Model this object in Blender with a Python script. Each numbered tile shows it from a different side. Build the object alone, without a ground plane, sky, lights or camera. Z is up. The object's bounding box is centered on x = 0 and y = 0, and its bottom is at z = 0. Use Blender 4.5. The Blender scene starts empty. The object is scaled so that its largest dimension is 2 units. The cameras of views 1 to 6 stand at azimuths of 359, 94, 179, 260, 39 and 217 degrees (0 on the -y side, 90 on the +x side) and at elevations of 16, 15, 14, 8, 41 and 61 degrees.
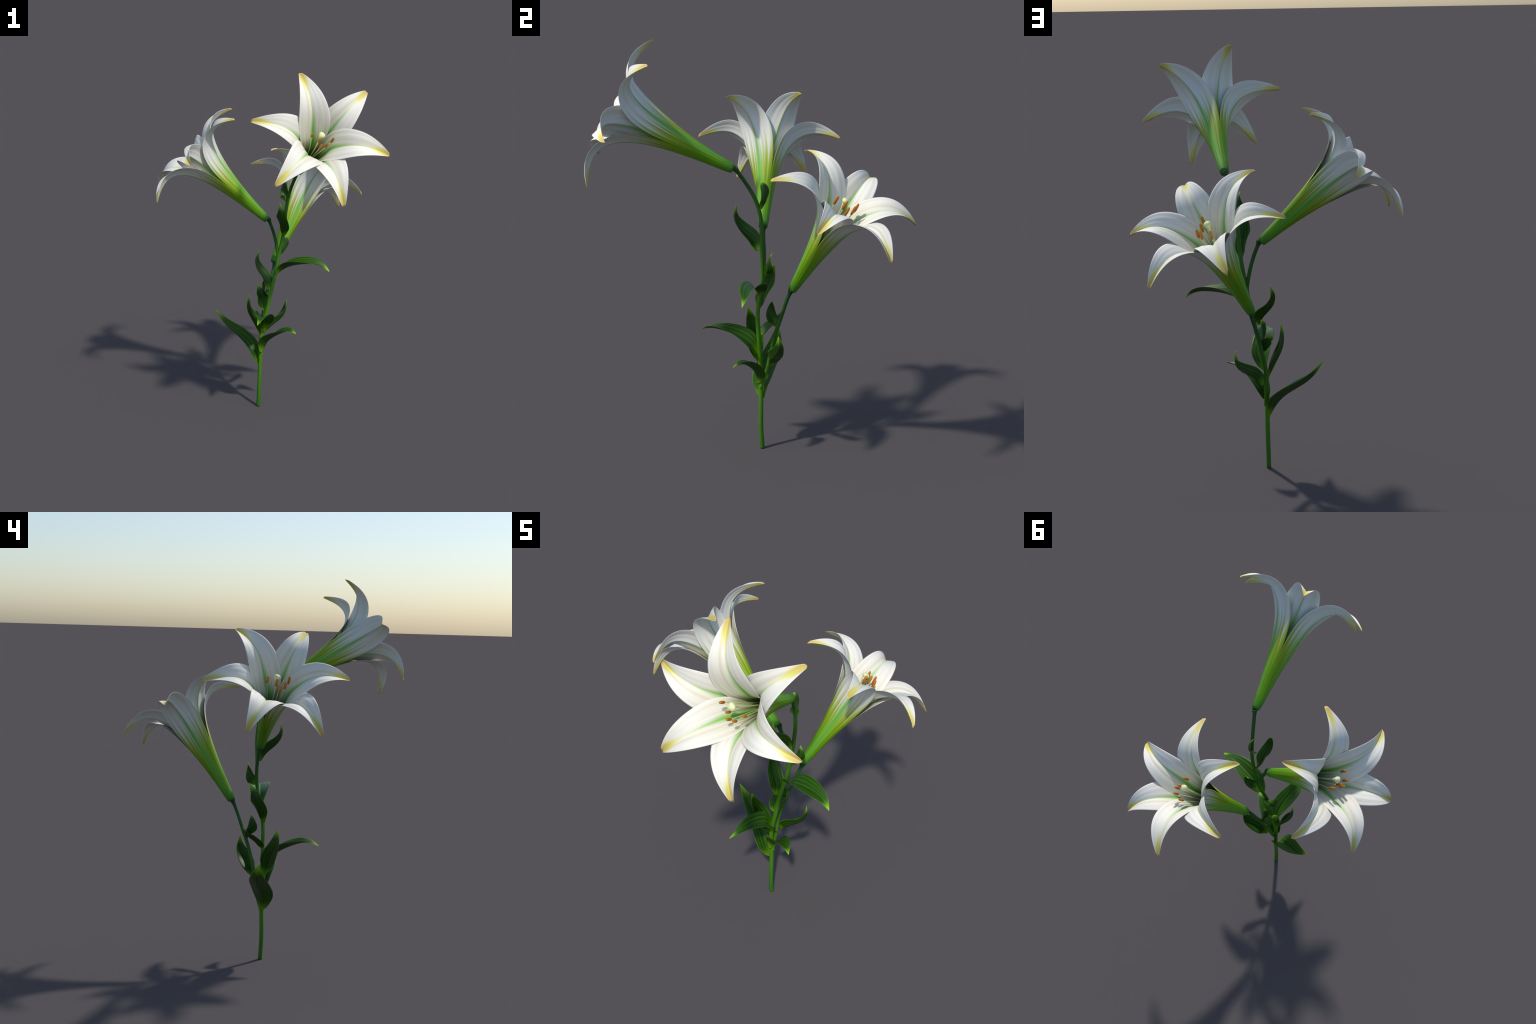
"""White trumpet lily: one leafy stem that carries three open flowers.

Every blade (leaf, petal) is first laid out as a flat strip - x along it,
y across it - and then grown into its curved form by a shape key, so the
Generated coordinates in its material run along and across the blade.
"""
import math
import bpy
import numpy as np
from mathutils import Matrix, Quaternion, Vector

# ---------------------------------------------------------------- curves

def bspline(ctrl, n):
    """Uniform cubic B-spline through the span of its inner controls."""
    c = np.asarray(ctrl, float)
    t = np.linspace(0, len(c) - 3, n)
    i = np.minimum(t.astype(int), len(c) - 4)
    u = (t - i)[:, None]
    a, b, d, e = c[i], c[i + 1], c[i + 2], c[i + 3]
    return ((1 - u) ** 3 * a + (3 * u**3 - 6 * u**2 + 4) * b
            + (-3 * u**3 + 3 * u**2 + 3 * u + 1) * d + u**3 * e) / 6


def through_ends(ctrl):
    c = np.asarray(ctrl, float)
    return np.vstack([2 * c[0] - c[1], c, 2 * c[-1] - c[-2]])


def hermite(xs, ys, s):
    xs, ys = np.asarray(xs, float), np.asarray(ys, float)
    m = np.gradient(ys, xs)
    i = np.clip(np.searchsorted(xs, s, side="right") - 1, 0, len(xs) - 2)
    h = xs[i + 1] - xs[i]
    u = (s - xs[i]) / h
    return ((2 * u**3 - 3 * u**2 + 1) * ys[i] + (u**3 - 2 * u**2 + u) * h * m[i]
            + (-2 * u**3 + 3 * u**2) * ys[i + 1] + (u**3 - u**2) * h * m[i + 1])


def smooth_path(points, n):
    """Resample a poly-line evenly, with its corners softened."""
    p = np.asarray(points, float)
    d = np.concatenate([[0], np.cumsum(np.linalg.norm(np.diff(p, axis=0), axis=1))])
    s = np.linspace(0, d[-1], n)
    return np.stack([np.interp(s, d, p[:, k]) for k in range(p.shape[1])], 1)


def soften(p, times):
    p = p.copy()
    for _ in range(times):
        p[1:-1] = 0.25 * p[:-2] + 0.5 * p[1:-1] + 0.25 * p[2:]
    return p


def unit(v):
    return v / np.maximum(np.linalg.norm(v, axis=-1, keepdims=True), 1e-9)

# ---------------------------------------------------------------- meshes

def grid_normals(g):
    du, dv = np.gradient(g, axis=0), np.gradient(g, axis=1)
    return unit(np.cross(du, dv))


def blade_mesh(name, grid, thickness, materials):
    """Closed thin solid over a grid (along, across); slot 0 = side the normals
    point to (upper / inner face), slot 1 = other face."""
    nu, nv = grid.shape[:2]
    n = grid_normals(grid)
    s = np.linspace(0, 1, nu)[:, None]
    v = np.linspace(-1, 1, nv)[None, :]
    th = thickness * (0.35 + 0.65 * np.sqrt(np.clip(1 - v**2, 0, 1))) * np.clip((1 - s) * 12 + 0.35, 0, 1)
    low = grid - n * th[..., None]
    flat = np.zeros((2, nu, nv, 3))
    flat[..., 0] = s
    flat[..., 1] = 0.5 * v
    flat[1, ..., 2] = -0.01
    grown = np.stack([grid, low])
    idx = np.arange(2 * nu * nv).reshape(2, nu, nv)
    faces, slots = [], []
    for i in range(nu - 1):
        for j in range(nv - 1):
            faces.append((idx[0, i, j], idx[0, i + 1, j], idx[0, i + 1, j + 1], idx[0, i, j + 1]))
            slots.append(0)
            faces.append((idx[1, i, j], idx[1, i, j + 1], idx[1, i + 1, j + 1], idx[1, i + 1, j]))
            slots.append(1)
    rim = [(i, 0) for i in range(nu)] + [(nu - 1, j) for j in range(1, nv)]
    rim += [(i, nv - 1) for i in range(nu - 2, -1, -1)] + [(0, j) for j in range(nv - 2, 0, -1)]
    for (a, b), (c, d) in zip(rim, rim[1:] + rim[:1]):
        faces.append((idx[0, a, b], idx[1, a, b], idx[1, c, d], idx[0, c, d]))
        slots.append(0)
    me = bpy.data.meshes.new(name)
    me.from_pydata(flat.reshape(-1, 3).tolist(), [], [tuple(int(k) for k in f) for f in faces])
    for m in materials:
        me.materials.append(m)
    me.polygons.foreach_set("material_index", slots)
    me.polygons.foreach_set("use_smooth", [True] * len(faces))
    return me, grown.reshape(-1, 3)


def tube_mesh(name, path, radii, material, sides=20, close=True):
    """Round tube; its flat state is a unit-long straight rod."""
    p = np.asarray(path, float)
    r = np.asarray(radii, float)
    t = unit(np.gradient(p, axis=0))
    ref = np.array([1.0, 0.0, 0.0]) if abs(t[0, 0]) < 0.8 else np.array([0.0, 1.0, 0.0])
    rows, flat = [], []
    a = np.linspace(0, 2 * math.pi, sides, endpoint=False)
    cur = ref
    for k in range(len(p)):
        cur = unit(cur - t[k] * (cur @ t[k]))
        other = np.cross(t[k], cur)
        rows.append(p[k] + r[k] * (np.cos(a)[:, None] * cur + np.sin(a)[:, None] * other))
        flat.append(np.stack([np.full(sides, k / (len(p) - 1)), 0.5 * np.cos(a), 0.5 * np.sin(a)], 1))
    n = len(p)
    faces = [(k * sides + j, k * sides + (j + 1) % sides, (k + 1) * sides + (j + 1) % sides, (k + 1) * sides + j)
             for k in range(n - 1) for j in range(sides)]
    if close:
        faces += [tuple(reversed(range(sides))), tuple((n - 1) * sides + j for j in range(sides))]
    me = bpy.data.meshes.new(name)
    me.from_pydata(np.vstack(flat).tolist(), [], faces)
    me.materials.append(material)
    me.polygons.foreach_set("use_smooth", [len(f) == 4 for f in faces])
    return me, np.vstack(rows)


def flare(path):
    """A stalk swells into a collar just under its flower."""
    d = np.linalg.norm(path - path[-1], axis=1)
    return 0.0068 * np.clip(1 - d / 0.030, 0, 1) ** 1.6


def add(name, me, parent, grown=None, matrix=None):
    ob = bpy.data.objects.new(name, me)
    bpy.context.scene.collection.objects.link(ob)
    if grown is not None and me.shape_keys is None:
        ob.shape_key_add(name="flat", from_mix=False)
        key = ob.shape_key_add(name="grown", from_mix=False)
        key.data.foreach_set("co", np.asarray(grown, np.float32).ravel())
        key.value = 1.0
    ob.parent = parent
    if matrix is not None:
        ob.matrix_local = matrix
    return ob

# ------------------------------------------------------------- materials

def srgb(r, g, b):
    f = lambda c: c / 12.92 if c <= 0.04045 else ((c + 0.055) / 1.055) ** 2.4
    return (f(r / 255), f(g / 255), f(b / 255), 1.0)


class Nodes:
    """Small helper that writes shader graphs."""

    def __init__(self, name, roughness, specular=0.5):
        self.mat = bpy.data.materials.new(name)
        self.mat.use_nodes = True
        self.t = self.mat.node_tree
        self.bsdf = self.t.nodes["Principled BSDF"]
        self.bsdf.inputs["Roughness"].default_value = roughness
        self.bsdf.inputs["Specular IOR Level"].default_value = specular

    def put(self, sock, value):
        if isinstance(value, bpy.types.NodeSocket):
            self.t.links.new(value, sock)
        else:
            sock.default_value = value

    def generated(self):
        tc = self.t.nodes.new("ShaderNodeTexCoord")
        sep = self.t.nodes.new("ShaderNodeSeparateXYZ")
        self.t.links.new(tc.outputs["Generated"], sep.inputs[0])
        return tc.outputs["Generated"], sep.outputs[0], sep.outputs[1], sep.outputs[2]

    def math(self, op, a, b=0.0, clamp=False):
        n = self.t.nodes.new("ShaderNodeMath")
        n.operation, n.use_clamp = op, clamp
        self.put(n.inputs[0], a)
        self.put(n.inputs[1], b)
        return n.outputs[0]

    def step(self, x, a, b, lo=0.0, hi=1.0):
        n = self.t.nodes.new("ShaderNodeMapRange")
        n.interpolation_type = "SMOOTHSTEP"
        self.put(n.inputs["Value"], x)
        for k, v in (("From Min", a), ("From Max", b), ("To Min", lo), ("To Max", hi)):
            self.put(n.inputs[k], v)
        return n.outputs["Result"]

    def ramp(self, x, stops):
        n = self.t.nodes.new("ShaderNodeValToRGB")
        e = n.color_ramp.elements
        while len(e) < len(stops):
            e.new(0.5)
        for el, (p, c) in zip(e, stops):
            el.position, el.color = p, c
        self.put(n.inputs[0], x)
        return n.outputs["Color"]

    def mix(self, f, a, b, blend="MIX"):
        n = self.t.nodes.new("ShaderNodeMix")
        n.data_type, n.blend_type = "RGBA", blend
        ins = [s for s in n.inputs if s.enabled]
        self.put(ins[0], f)
        self.put(ins[1], a)
        self.put(ins[2], b)
        return [s for s in n.outputs if s.enabled][0]

    def streaks(self, vec, scale, stretch, detail=2.0, seed=0.0):
        """Noise drawn out along the blade."""
        mp = self.t.nodes.new("ShaderNodeMapping")
        mp.inputs["Scale"].default_value = (stretch, scale, 0.0)
        mp.inputs["Location"].default_value = (seed, seed * 1.7, seed * 0.3)
        nz = self.t.nodes.new("ShaderNodeTexNoise")
        nz.inputs["Scale"].default_value = 1.0
        nz.inputs["Detail"].default_value = detail
        self.t.links.new(vec, mp.inputs["Vector"])
        self.t.links.new(mp.outputs[0], nz.inputs["Vector"])
        return nz.outputs["Fac"]

    def bump(self, height, strength, distance):
        b = self.t.nodes.new("ShaderNodeBump")
        b.inputs["Strength"].default_value = strength
        b.inputs["Distance"].default_value = distance
        self.t.links.new(height, b.inputs["Height"])
        self.t.links.new(b.outputs[0], self.bsdf.inputs["Normal"])

    def done(self, color):
        self.put(self.bsdf.inputs["Base Color"], color)
        return self.mat


def petal_material(name, inside, seed):
    m = Nodes(name, 0.55, 0.25)
    vec, s, y, _ = m.generated()
    off = m.math("ABSOLUTE", m.math("SUBTRACT", y, 0.5))          # 0 midrib .. 0.5 edge
    white = srgb(236, 233, 222) if inside else srgb(227, 228, 224)
    # broad pale beige and grey streaks that follow the petal
    n1 = m.streaks(vec, 8.5, 0.8, 1.5, seed)
    n2 = m.streaks(vec, 26 if inside else 17, 1.0, 1.0, seed + 4)
    edge_white = m.step(off, 0.47, 0.36)
    col = m.mix(m.math("MULTIPLY", m.math("MULTIPLY", m.step(n1, 0.44, 0.66), 0.70 if inside else 0.40), edge_white), white, srgb(216, 207, 176))
    col = m.mix(m.math("MULTIPLY", m.step(n2, 0.52, 0.72), 0.20 if inside else 0.14), col, srgb(196, 196, 180))
    wob = m.math("MULTIPLY", m.math("SUBTRACT", n2, 0.5), 0.04)
    offw = m.math("ADD", off, wob)
    if inside:
        # olive throat, a soft green halo and a fine yellow-green midrib line
        col = m.mix(m.math("MULTIPLY", m.step(s, 0.64, 0.40), m.math("MULTIPLY", m.step(n2, 0.40, 0.66), 0.55)), col, srgb(120, 128, 40))
        col = m.mix(m.math("MULTIPLY", m.step(s, 0.54, 0.30), 0.85), col, srgb(96, 108, 24))
        halo = m.math("MULTIPLY", m.step(offw, m.step(s, 0.45, 0.80, 0.200, 0.080), 0.0), m.step(s, 0.84, 0.50, 0.0, 0.95))
        col = m.mix(halo, col, srgb(100, 178, 46))
        line = m.math("MULTIPLY", m.step(off, m.step(s, 0.5, 0.8, 0.034, 0.020), 0.002), m.step(s, 0.95, 0.84))
        col = m.mix(m.math("MULTIPLY", line, 0.9), col, m.ramp(s, [(0.45, srgb(84, 152, 26)), (0.68, srgb(150, 204, 56)), (0.84, srgb(212, 226, 96))]))
    else:
        # green trumpet: olive-yellow streaks fade into white, green keel
        n3 = m.math("ADD", s, m.math("MULTIPLY", m.math("SUBTRACT", n2, 0.5), 0.50))
        n3 = m.math("SUBTRACT", n3, m.math("MULTIPLY", m.step(off, 0.22, 0.50), 0.06))
        col = m.mix(m.step(n3, 0.62, 0.34), col, srgb(156, 172, 36))
        col = m.mix(m.step(n3, 0.48, 0.12), col, srgb(92, 146, 6))
        soft = m.math("MULTIPLY", m.step(offw, m.step(s, 0.25, 0.75, 0.24, 0.10), 0.0), m.step(s, 0.80, 0.45, 0.0, 0.75))
        col = m.mix(soft, col, srgb(120, 176, 76))
        keel = m.math("MULTIPLY", m.step(offw, m.step(s, 0.25, 0.75, 0.13, 0.030), 0.005), m.step(s, 0.97, 0.62, 0.35, 1.0))
        col = m.mix(m.math("MULTIPLY", keel, 0.85), col, m.ramp(s, [(0.0, srgb(70, 132, 30)), (0.30, srgb(84, 168, 52)), (0.50, srgb(104, 176, 54)), (0.80, srgb(138, 172, 76))]))
        col = m.mix(m.step(s, 0.11, 0.0), col, srgb(72, 130, 36))
    # tips: a pale yellow wedge along the midrib that turns golden at the end
    wedge = m.step(s, 0.80, 1.02, 0.02, 0.58)
    tip = m.math("MULTIPLY", m.step(m.math("SUBTRACT", wedge, offw), -0.10, 0.24), m.step(s, 0.76, 0.92))
    warm = m.ramp(s, [(0.80, srgb(229, 230, 122)), (0.91, srgb(220, 212, 90)), (0.98, srgb(206, 178, 74))])
    col = m.mix(m.math("MULTIPLY", tip, 0.88), col, warm)
    m.bump(m.streaks(vec, 22, 0.9, 1.0, seed), 0.12, 0.004)
    return m.done(col)


def leaf_material(name, under, seed):
    m = Nodes(name, 0.48, 0.28)
    vec, s, y, _ = m.generated()
    off = m.math("SUBTRACT", y, 0.5)
    # parallel veins
    n = m.streaks(vec, 5, 1.2, 1.0, seed)
    ph = m.math("ADD", m.math("MULTIPLY", off, 40.0), m.math("MULTIPLY", m.math("SUBTRACT", n, 0.5), 5.0))
    vein = m.step(m.math("SINE", ph), 0.0, 1.0)
    fine = m.streaks(vec, 55, 1.5, 2.0, seed + 3)
    dark, light = (srgb(27, 62, 0), srgb(62, 114, 0)) if not under else (srgb(24, 54, 0), srgb(54, 100, 4))
    col = m.mix(m.math("MULTIPLY", fine, 0.28), dark, light)
    col = m.mix(m.math("MULTIPLY", vein, m.step(n, 0.30, 0.62, 0.25, 0.75)), col, light)
    # yellow-green foot and tip
    foot = m.step(m.math("ADD", s, m.math("MULTIPLY", m.math("SUBTRACT", fine, 0.5), 0.10)), 0.20, 0.02)
    col = m.mix(m.math("MULTIPLY", foot, 0.9), col, srgb(100, 150, 4))
    tip = m.step(m.math("ADD", s, m.math("MULTIPLY", m.math("SUBTRACT", fine, 0.5), 0.10)), 0.82, 1.02)
    col = m.mix(tip, col, srgb(146, 206, 12))
    rim = m.math("MULTIPLY", m.step(m.math("ABSOLUTE", off), 0.44, 0.5), 0.35)
    col = m.mix(rim, col, srgb(92, 146, 22))
    m.bump(m.math("SINE", ph), 0.12, 0.002)
    return m.done(col)


def stem_material(name, stops):
    m = Nodes(name, 0.5, 0.35)
    vec, s, _, _ = m.generated()
    n = m.streaks(vec, 9, 6.0, 3.0, 2.0)
    col = m.mix(m.math("MULTIPLY", n, 0.5), m.ramp(s, stops), m.ramp(s, [(p, tuple(0.6 * k for k in c[:3]) + (1.0,)) for p, c in stops]))
    return m.done(col)


def plain_material(name, stops, roughness, grain=0.25):
    m = Nodes(name, roughness, 0.35)
    vec, s, _, _ = m.generated()
    n = m.streaks(vec, 14, 14, 3.0, 1.0)
    base = m.ramp(s, stops)
    dark = m.ramp(s, [(p, tuple(0.55 * k for k in c[:3]) + (1.0,)) for p, c in stops])
    return m.done(m.mix(m.math("MULTIPLY", m.step(n, 0.45, 0.75), grain), base, dark))

# ---------------------------------------------------------------- petals

# Midrib in the petal's own plane (distance from flower axis, height) and its
# edge (distance, half width, height), as B-spline controls; the trumpet foot
# below the spline is a short list of stations.
PETALS = {
    "outer": dict(
        mid_foot=[(0.0190, 0.0), (0.0215, 0.012)],
        mid=[(0.0110, -0.2407), (0.0212, 0.0130), (0.0403, 0.2217), (0.0688, 0.3844), (0.1124, 0.4984), (0.1734, 0.5637), (0.2516, 0.5767), (0.3530, 0.5384), (0.4788, 0.4525)],
        edge_foot=[(0.0096, 0.0166, 0.0), (0.0108, 0.0187, 0.012), (0.0143, 0.0247, 0.1), (0.0210, 0.0365, 0.2), (0.0268, 0.0465, 0.262)],
        edge=[(0.0170, 0.0322, 0.1831), (0.0321, 0.0591, 0.3238), (0.0575, 0.0775, 0.4354), (0.0956, 0.0851, 0.5174), (0.1499, 0.0760, 0.5718), (0.2118, 0.0583, 0.6005), (0.2796, 0.0355, 0.5910), (0.3570, 0.0088, 0.5417), (0.4432, -0.0226, 0.4534)]),
    "inner": dict(
        mid_foot=[(0.0140, 0.004), (0.0200, 0.09), (0.0275, 0.18), (0.0325, 0.25), (0.0405, 0.32), (0.0505, 0.38)],
        mid=[(-0.0002, 0.1421), (0.0181, 0.2839), (0.0504, 0.4007), (0.0939, 0.4923), (0.1428, 0.5572), (0.1970, 0.5905), (0.2636, 0.5880), (0.3479, 0.5550), (0.4508, 0.4945)],
        edge_foot=[(0.0075, 0.0130, 0.004), (0.0090, 0.0180, 0.1), (0.0120, 0.0260, 0.2), (0.0190, 0.0440, 0.32), (0.0280, 0.0590, 0.38)],
        edge=[(0.0140, 0.0397, 0.3480), (0.0371, 0.0733, 0.4302), (0.0710, 0.0873, 0.5000), (0.1151, 0.0838, 0.5568), (0.1634, 0.0712, 0.5996), (0.2170, 0.0554, 0.6175), (0.2793, 0.0345, 0.6055), (0.3479, 0.0092, 0.5658), (0.4181, -0.0234, 0.4953)]),
}


# Deep in the throat the inner whorl leans to one side of the flower axis.
THROAT_LEAN = np.array([-0.0105, -0.0062])


def petal_grid(spec, nu=64, nv=37):
    m = bspline(spec["mid"], 80)
    m = m[m[:, 1] > spec["mid_foot"][-1][1] + 0.015]
    m = np.vstack([spec["mid_foot"], m])
    mid = soften(smooth_path(np.stack([m[:, 0], 0 * m[:, 0], m[:, 1]], 1), nu), 3)
    e = bspline(spec["edge"], 80)
    edge = soften(smooth_path(np.vstack([spec["edge_foot"], e]), nu), 3)
    s = np.linspace(0, 1, nu)
    # cross-section: chord from midrib to edge, bowed outwards
    chord = edge - mid
    along = unit(np.gradient(0.5 * (edge + mid), axis=0))
    out = unit(np.cross(along, chord))
    out *= np.sign(np.sum(out * np.stack([np.ones(nu), 0 * s, -0.4 * np.ones(nu)], 1), axis=1))[:, None]
    bow = hermite([0, 0.3, 0.47, 0.6, 0.72, 0.88, 1], [0.11, 0.09, 0.04, -0.03, -0.075, -0.03, 0.0], s) * np.linalg.norm(chord, axis=1)
    v = np.linspace(-1, 1, nv)
    g = np.zeros((nu, nv, 3))
    for j, q in enumerate(v):
        a = abs(q)
        pleat = 0.0005 * math.cos(2 * math.pi * 2.6 * a) * math.sin(math.pi * a) ** 0.5 * np.clip(s * 5, 0, 1) * np.clip((1 - s) * 5, 0, 1)
        p = mid + chord * a + out * (bow * 4 * a * (1 - a) + pleat)[:, None]
        p[:, 1] *= 1 if q >= 0 else -1
        g[:, j] = p
    # rounded, slightly blunt tip
    back = 0.35 * np.abs(v) ** 3
    for k in range(1, 6):
        w = (6 - k) / 5 * 0.5
        g[nu - k] = g[nu - k] * (1 - w * back[:, None]) + g[nu - k - 3] * (w * back[:, None])
    return g

# ---------------------------------------------------------------- leaves

# Each leaf: spine controls, twist (start, linear, quadratic; radians), half
# widths at stations along it, and trough angle (start, change).
LEAVES = [
    dict(spine=[(0.0030, 0.0181, 0.2626), (-0.0282, 0.0123, 0.3255), (-0.0695, 0.0395, 0.3840), (-0.1355, 0.0640, 0.4322), (-0.2062, 0.0797, 0.4838), (-0.2583, 0.0831, 0.5749)],
         twist=(-0.307, 0.259, -0.100), width=(0.0237, 0.0355, 0.0628, 0.0651, 0.0541, 0.0290), fold=(0.48, 0.13)),  # L1
    dict(spine=[(0.0157, -0.0111, 0.3447), (0.0350, -0.0071, 0.3985), (0.0702, -0.0232, 0.4428), (0.1192, -0.0450, 0.4816), (0.1697, -0.0663, 0.5099), (0.2080, -0.1030, 0.5024)],
         twist=(-0.644, 1.286, -0.256), width=(0.0182, 0.0313, 0.0508, 0.0514, 0.0397, 0.0183), fold=(0.59, -0.16)),  # L2
    dict(spine=[(0.0028, 0.0020, 0.4580), (-0.0185, -0.0085, 0.5039), (-0.0457, -0.0118, 0.5543), (-0.0704, -0.0277, 0.6011), (-0.0761, -0.0435, 0.6532), (-0.0626, -0.0510, 0.7157)],
         twist=(-0.787, 0.321, -0.054), width=(0.0197, 0.0275, 0.0459, 0.0494, 0.0395, 0.0214), fold=(0.60, -0.01)),  # L3
    dict(spine=[(0.0314, 0.0585, 0.4420), (0.0599, 0.0540, 0.4778), (0.0954, 0.0772, 0.5026), (0.1375, 0.0915, 0.5288), (0.1614, 0.1160, 0.5761), (0.1544, 0.1088, 0.6377)],
         twist=(-1.171, 1.395, -0.456), width=(0.0140, 0.0305, 0.0458, 0.0470, 0.0395, 0.0215), fold=(0.78, -0.24)),  # L4
    dict(spine=[(0.0155, 0.0002, 0.4937), (0.0256, -0.0337, 0.5498), (0.0200, -0.0892, 0.5889), (0.0136, -0.1598, 0.6176), (0.0087, -0.2290, 0.6343), (-0.0168, -0.2810, 0.6121)],
         twist=(-0.646, 1.286, -0.256), width=(0.0210, 0.0362, 0.0588, 0.0595, 0.0459, 0.0212), fold=(0.59, -0.16)),  # L5
    dict(spine=[(0.0278, 0.0168, 0.5953), (0.0080, 0.0364, 0.6099), (0.0095, 0.0550, 0.6349), (0.0134, 0.0848, 0.6546), (-0.0009, 0.1095, 0.6782), (-0.0132, 0.1260, 0.7189)],
         twist=(0.226, -0.314, -0.258), width=(0.0236, 0.0262, 0.0357, 0.0342, 0.0371, 0.0201), fold=(0.45, 0.00)),  # L6
    dict(spine=[(0.0423, 0.0047, 0.7256), (0.0345, 0.0340, 0.7602), (0.0044, 0.0428, 0.7980), (-0.0264, 0.0625, 0.8344), (-0.0393, 0.0698, 0.8909), (-0.0074, 0.0886, 0.9412)],
         twist=(-0.190, 1.469, -0.548), width=(0.0140, 0.0305, 0.0458, 0.0470, 0.0395, 0.0215), fold=(0.78, -0.24)),  # L7
    dict(spine=[(0.0859, 0.0118, 0.8127), (0.1319, 0.0112, 0.8605), (0.1948, -0.0004, 0.8839), (0.2700, -0.0100, 0.8939), (0.3412, -0.0156, 0.8930), (0.3863, -0.0338, 0.8546)],
         twist=(-0.493, 1.282, -0.256), width=(0.0210, 0.0362, 0.0588, 0.0595, 0.0459, 0.0212), fold=(0.59, -0.16)),  # L8
    dict(spine=[(0.0422, 0.0888, 0.6474), (0.0268, 0.0758, 0.6697), (0.0164, 0.0677, 0.6919), (0.0108, 0.0708, 0.7211), (0.0167, 0.0775, 0.7492), (0.0354, 0.0757, 0.7736)],
         twist=(-0.365, -1.313, -0.345), width=(0.0225, 0.0322, 0.0314, 0.0289, 0.0231, 0.0143), fold=(0.58, -0.27)),  # L9
    dict(spine=[(0.1019, 0.0506, 0.9183), (0.1233, 0.0569, 0.9371), (0.1379, 0.0623, 0.9565), (0.1431, 0.0636, 0.9849), (0.1372, 0.0684, 1.0123), (0.1257, 0.0858, 1.0335)],
         twist=(-0.865, -1.287, -0.367), width=(0.0217, 0.0312, 0.0304, 0.0279, 0.0223, 0.0138), fold=(0.58, -0.27)),  # L10
    dict(spine=[(0.1202, 0.0162, 1.0419), (0.0999, -0.0000, 1.0799), (0.1014, -0.0368, 1.1123), (0.0919, -0.0751, 1.1456), (0.0983, -0.0983, 1.1989), (0.0901, -0.0774, 1.2571)],
         twist=(-0.916, 1.414, -0.484), width=(0.0140, 0.0305, 0.0458, 0.0470, 0.0395, 0.0215), fold=(0.78, -0.24)),  # L11
    dict(spine=[(0.1300, 0.0390, 1.2410), (0.1261, 0.0557, 1.2658), (0.1237, 0.0655, 1.2895), (0.1278, 0.0644, 1.3191), (0.1289, 0.0519, 1.3458), (0.1163, 0.0338, 1.3673)],
         twist=(-1.916, -1.293, -0.386), width=(0.0225, 0.0323, 0.0314, 0.0289, 0.0231, 0.0143), fold=(0.58, -0.27)),  # L12
]
WIDTH_AT = (0.0, 0.1, 0.25, 0.45, 0.65, 0.85, 1.0)


def leaf_grid(spec, nu=44, nv=15):
    sp = bspline(through_ends(spec["spine"]), nu)
    s = np.linspace(0, 1, nu)
    t = unit(np.gradient(sp, axis=0))
    cur = unit(np.cross([0, 0, 1.0], sp[-1] - sp[0]))
    side = []
    for d in t:
        cur = unit(cur - d * (cur @ d))
        side.append(cur)
    side = np.array(side)
    up = np.cross(t, side)
    ph = (spec["twist"][0] + spec["twist"][1] * s + spec["twist"][2] * s * s)[:, None]
    side, up = side * np.cos(ph) + up * np.sin(ph), -side * np.sin(ph) + up * np.cos(ph)
    w = hermite(WIDTH_AT, spec["width"] + (0.0012,), s)
    foot = np.clip(s / 0.075, 0, 1)
    w = (np.minimum(w, 0.0105) * (1 - foot) + w * foot)[:, None]      # narrow clasping foot
    al = (spec["fold"][0] + spec["fold"][1] * s)[:, None]
    g = np.zeros((nu, nv, 3))
    for j, q in enumerate(np.linspace(-1, 1, nv)):
        g[:, j] = sp + side * w * q * np.cos(al) + up * w * abs(q) ** 0.95 * np.sin(al)
    return g

# --------------------------------------------------------------- stems

MAIN = [(0.0094, 0.0099, -0.0009), (0.0109, 0.0032, 0.1320), (0.0123, 0.0106, 0.2600), (0.0110, 0.0064, 0.3795), (0.0096, 0.0094, 0.4888), (0.0415, 0.0078, 0.5935), (0.0581, 0.0012, 0.7054), (0.0835, 0.0183, 0.8136), (0.0983, 0.0421, 0.9267), (0.1230, 0.0323, 1.0546), (0.1283, 0.0449, 1.1910), (0.1461, 0.0063, 1.3218), (0.1861, -0.0715, 1.4410)]
PEDICELS = [
    [(0.0625, 0.0116, 0.7514), (0.0858, 0.0202, 0.8256), (0.0998, 0.0345, 0.8949), (0.0883, 0.0423, 0.9594), (0.0754, 0.0445, 1.0238), (0.0557, 0.0391, 1.0828), (0.0322, 0.0388, 1.1385)],
    [(0.0186, 0.0070, 0.3210), (0.0162, 0.0443, 0.4244), (0.0115, 0.0668, 0.5300), (0.0357, 0.0906, 0.6244), (0.0458, 0.1206, 0.7081), (0.0692, 0.1410, 0.7807), (0.0829, 0.1688, 0.8436)],
]
# flower bases: place and turn
FLOWERS = [
    ((0.1869, -0.0795, 1.4368), (0.4692, 0.3419, -0.3782, 0.7211)),
    ((0.0243, 0.0369, 1.1336), (0.8800, -0.1078, -0.3981, 0.2356)),
    ((0.0775, 0.1727, 0.8427), (0.3486, -0.2501, -0.1586, -0.8892)),
]
ANTHERS = [(0.0283, 0.0377, 0.5427), (-0.0078, 0.0118, 0.5430), (-0.0371, 0.0142, 0.5333),
           (-0.0414, -0.0164, 0.5408), (-0.0204, -0.0553, 0.5347)]
STIGMA = (0.0145, -0.0063, 0.5484)


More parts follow.
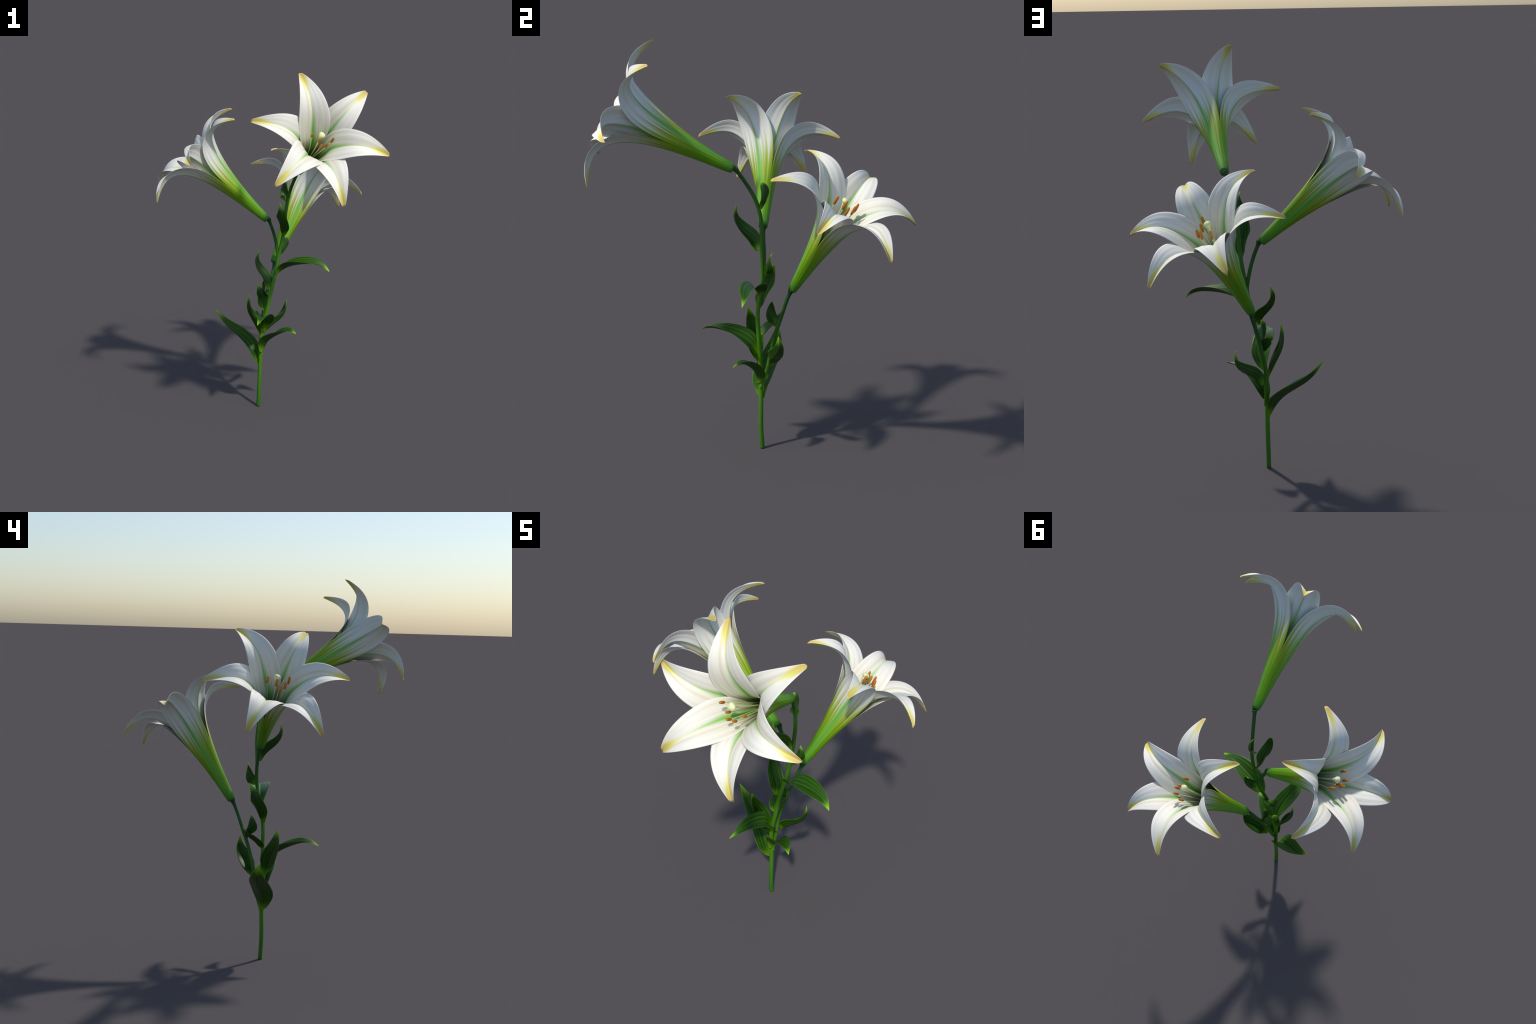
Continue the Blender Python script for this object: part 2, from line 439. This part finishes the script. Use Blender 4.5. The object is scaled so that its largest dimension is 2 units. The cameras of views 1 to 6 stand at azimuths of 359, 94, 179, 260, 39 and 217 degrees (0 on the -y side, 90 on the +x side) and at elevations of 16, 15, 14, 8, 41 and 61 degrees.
def build():
    petal_in = petal_material("petal_inner_face", True, 0.0)
    petal_out = petal_material("petal_outer_face", False, 7.0)
    leaf_top = leaf_material("leaf_upper_face", False, 0.0)
    leaf_low = leaf_material("leaf_under_face", True, 5.0)
    green = stem_material("stem_green", [(0.0, srgb(54, 112, 20)), (0.12, srgb(68, 128, 14)), (0.3, srgb(90, 148, 10)), (0.6, srgb(68, 126, 20)), (1.0, srgb(36, 84, 32))])
    ped = stem_material("pedicel_green", [(0.0, srgb(76, 130, 24)), (0.5, srgb(52, 102, 30)), (0.88, srgb(36, 84, 32)), (1.0, srgb(22, 66, 38))])
    base_green = plain_material("flower_base_green", [(0.0, srgb(56, 112, 46)), (1.0, srgb(66, 124, 44))], 0.5)
    filament_m = plain_material("filament_pale_green", [(0.0, srgb(150, 172, 84)), (1.0, srgb(206, 214, 158))], 0.5)
    anther_m = plain_material("anther_orange", [(0.0, srgb(158, 90, 10)), (1.0, srgb(198, 124, 26))], 0.7, 0.75)
    style_m = plain_material("style_pale_green", [(0.0, srgb(168, 190, 110)), (1.0, srgb(212, 222, 168))], 0.45)
    stigma_m = plain_material("stigma_cream_green", [(0.0, srgb(222, 228, 160)), (1.0, srgb(228, 234, 176))], 0.5)

    lily = bpy.data.objects.new("white_lily", None)
    bpy.context.scene.collection.objects.link(lily)
    lily["label"] = "white trumpet lily with three open flowers on a leafy green stem"
    lily["category"] = "flower"

    # stem and pedicels
    path = bspline(through_ends(MAIN), 260)
    path[0, 2] = 0.0
    s = np.linspace(0, 1, len(path))
    r = hermite([0, 0.3, 0.6, 0.94, 0.985, 1], [0.0112, 0.0110, 0.0098, 0.0091, 0.0091, 0.0091], s)
    r = r + flare(path)
    me, grown = tube_mesh("stem", path, r, green)
    add("stem", me, lily, grown)
    for ctrl in PEDICELS:
        path = bspline(through_ends(ctrl), 120)
        s = np.linspace(0, 1, len(path))
        r = hermite([0, 0.2, 0.7, 0.9, 0.97, 1], [0.0082, 0.0092, 0.0090, 0.0090, 0.0090, 0.0090], s)
        r = r + flare(path)
        me, grown = tube_mesh("pedicel", path, r, ped)
        add("pedicel", me, lily, grown)

    # leaves
    for spec in LEAVES:
        me, grown = blade_mesh("leaf", leaf_grid(spec), 0.0016, (leaf_top, leaf_low))
        add("leaf", me, lily, grown)

    # shared flower parts
    meshes = {}
    for kind, spec in PETALS.items():
        g = petal_grid(spec)
        for k in range(3):
            h = g.copy()
            if kind == "inner":
                a = math.radians(120 * k)
                z = g[..., 2]
                lean = np.clip((z - 0.02) / 0.2, 0, 1) * np.clip((0.53 - z) / 0.16, 0, 1)
                lean = lean * lean * (3 - 2 * lean)
                lean *= np.clip((0.60 - np.linspace(0, 1, len(g)))[:, None] / 0.1, 0, 1) * np.clip(1.15 - np.abs(np.linspace(-1, 1, g.shape[1])), 0, 1)
                d = np.array([THROAT_LEAN @ [math.cos(a), math.sin(a)], THROAT_LEAN @ [-math.sin(a), math.cos(a)]])
                h[..., 0] += lean * d[0]
                h[..., 1] += lean * d[1]
            meshes[kind, k] = blade_mesh(kind + "_petal", h, 0.0015, (petal_in, petal_out))
            if kind == "outer":
                meshes[kind, 1] = meshes[kind, 2] = meshes[kind, 0]
                break
    h = np.linspace(0, 1, 9)
    cup = tube_mesh("flower", np.stack([0 * h, 0 * h, -0.003 + 0.014 * h], 1),
                    hermite([0, 0.15, 0.4, 1], [0.0150, 0.0180, 0.0189, 0.0176], h), base_green, 28)
    stamens = []
    for k, a in enumerate(ANTHERS):
        a = np.array(a)
        ang = math.atan2(a[1], a[0])
        foot = np.array([0.009 * math.cos(ang), 0.009 * math.sin(ang), 0.10])
        lean = unit(np.array([0.06 + 0.02 * k, -0.06 - 0.02 * k, 1.0]))   # anthers stand nearly parallel
        top = a - lean * 0.021
        u = np.linspace(0, 1, 24)[:, None]
        bend = np.array([a[0] * 0.25 + 0.7 * THROAT_LEAN[0], a[1] * 0.25 + 0.7 * THROAT_LEAN[1], 0.32])
        fil = (1 - u) ** 2 * foot + 2 * u * (1 - u) * bend + u**2 * top
        f = tube_mesh("filament", fil, np.linspace(0.0027, 0.0019, 24), filament_m, 10)
        w = np.linspace(-1, 1, 13)
        rad = 0.0056 * np.clip(1 - np.abs(w) ** 3.2, 0.0, 1) ** 0.5 + 0.0006
        sway = np.cross(lean, unit(np.array([-math.sin(ang), math.cos(ang), 0])))
        body = a + lean * (0.0245 * w)[:, None] + sway * (0.0010 * w**2)[:, None]
        stamens.append((f, tube_mesh("anther", body, rad, anther_m, 14)))
    st = np.array(STIGMA)
    u = np.linspace(0, 1, 30)[:, None]
    sty = (1 - u) ** 2 * np.array([0, 0, 0.08]) + 2 * u * (1 - u) * np.array([0.7 * THROAT_LEAN[0], 0.7 * THROAT_LEAN[1], 0.32]) + u**2 * (st - [0, 0, 0.008])
    style = tube_mesh("style", sty, hermite([0, 0.8, 0.93, 1], [0.0042, 0.0042, 0.0055, 0.0105], u[:, 0]), style_m, 14)
    w = np.linspace(-1, 1, 15)
    ball = tube_mesh("stigma", st + np.stack([0 * w, 0 * w, 0.0125 * w], 1),
                     0.0158 * np.sqrt(np.clip(1 - w**2, 0, 1)) + 0.0004, stigma_m, 24)
    lobes = ball[1].copy()                      # three shallow lobes
    d = lobes[:, :2] - st[:2]
    a3 = np.arctan2(d[:, 1], d[:, 0])
    lobes[:, :2] = st[:2] + d * (1 + 0.07 * np.cos(3 * a3))[:, None]
    ball = (ball[0], lobes)

    for place, turn in FLOWERS:
        m = Matrix.Translation(place) @ Quaternion(turn).normalized().to_matrix().to_4x4()
        flower = add("flower", cup[0], lily, cup[1], m)
        for k in range(3):
            for kind, ang in (("outer", 60 + 120 * k), ("inner", 120 * k)):
                add("petal", meshes[kind, k][0], flower, meshes[kind, k][1], Matrix.Rotation(math.radians(ang), 4, "Z"))
        for f, an in stamens:
            add("filament", f[0], flower, f[1])
            add("anther", an[0], flower, an[1])
        add("style", style[0], flower, style[1])
        add("stigma", ball[0], flower, ball[1])


build()
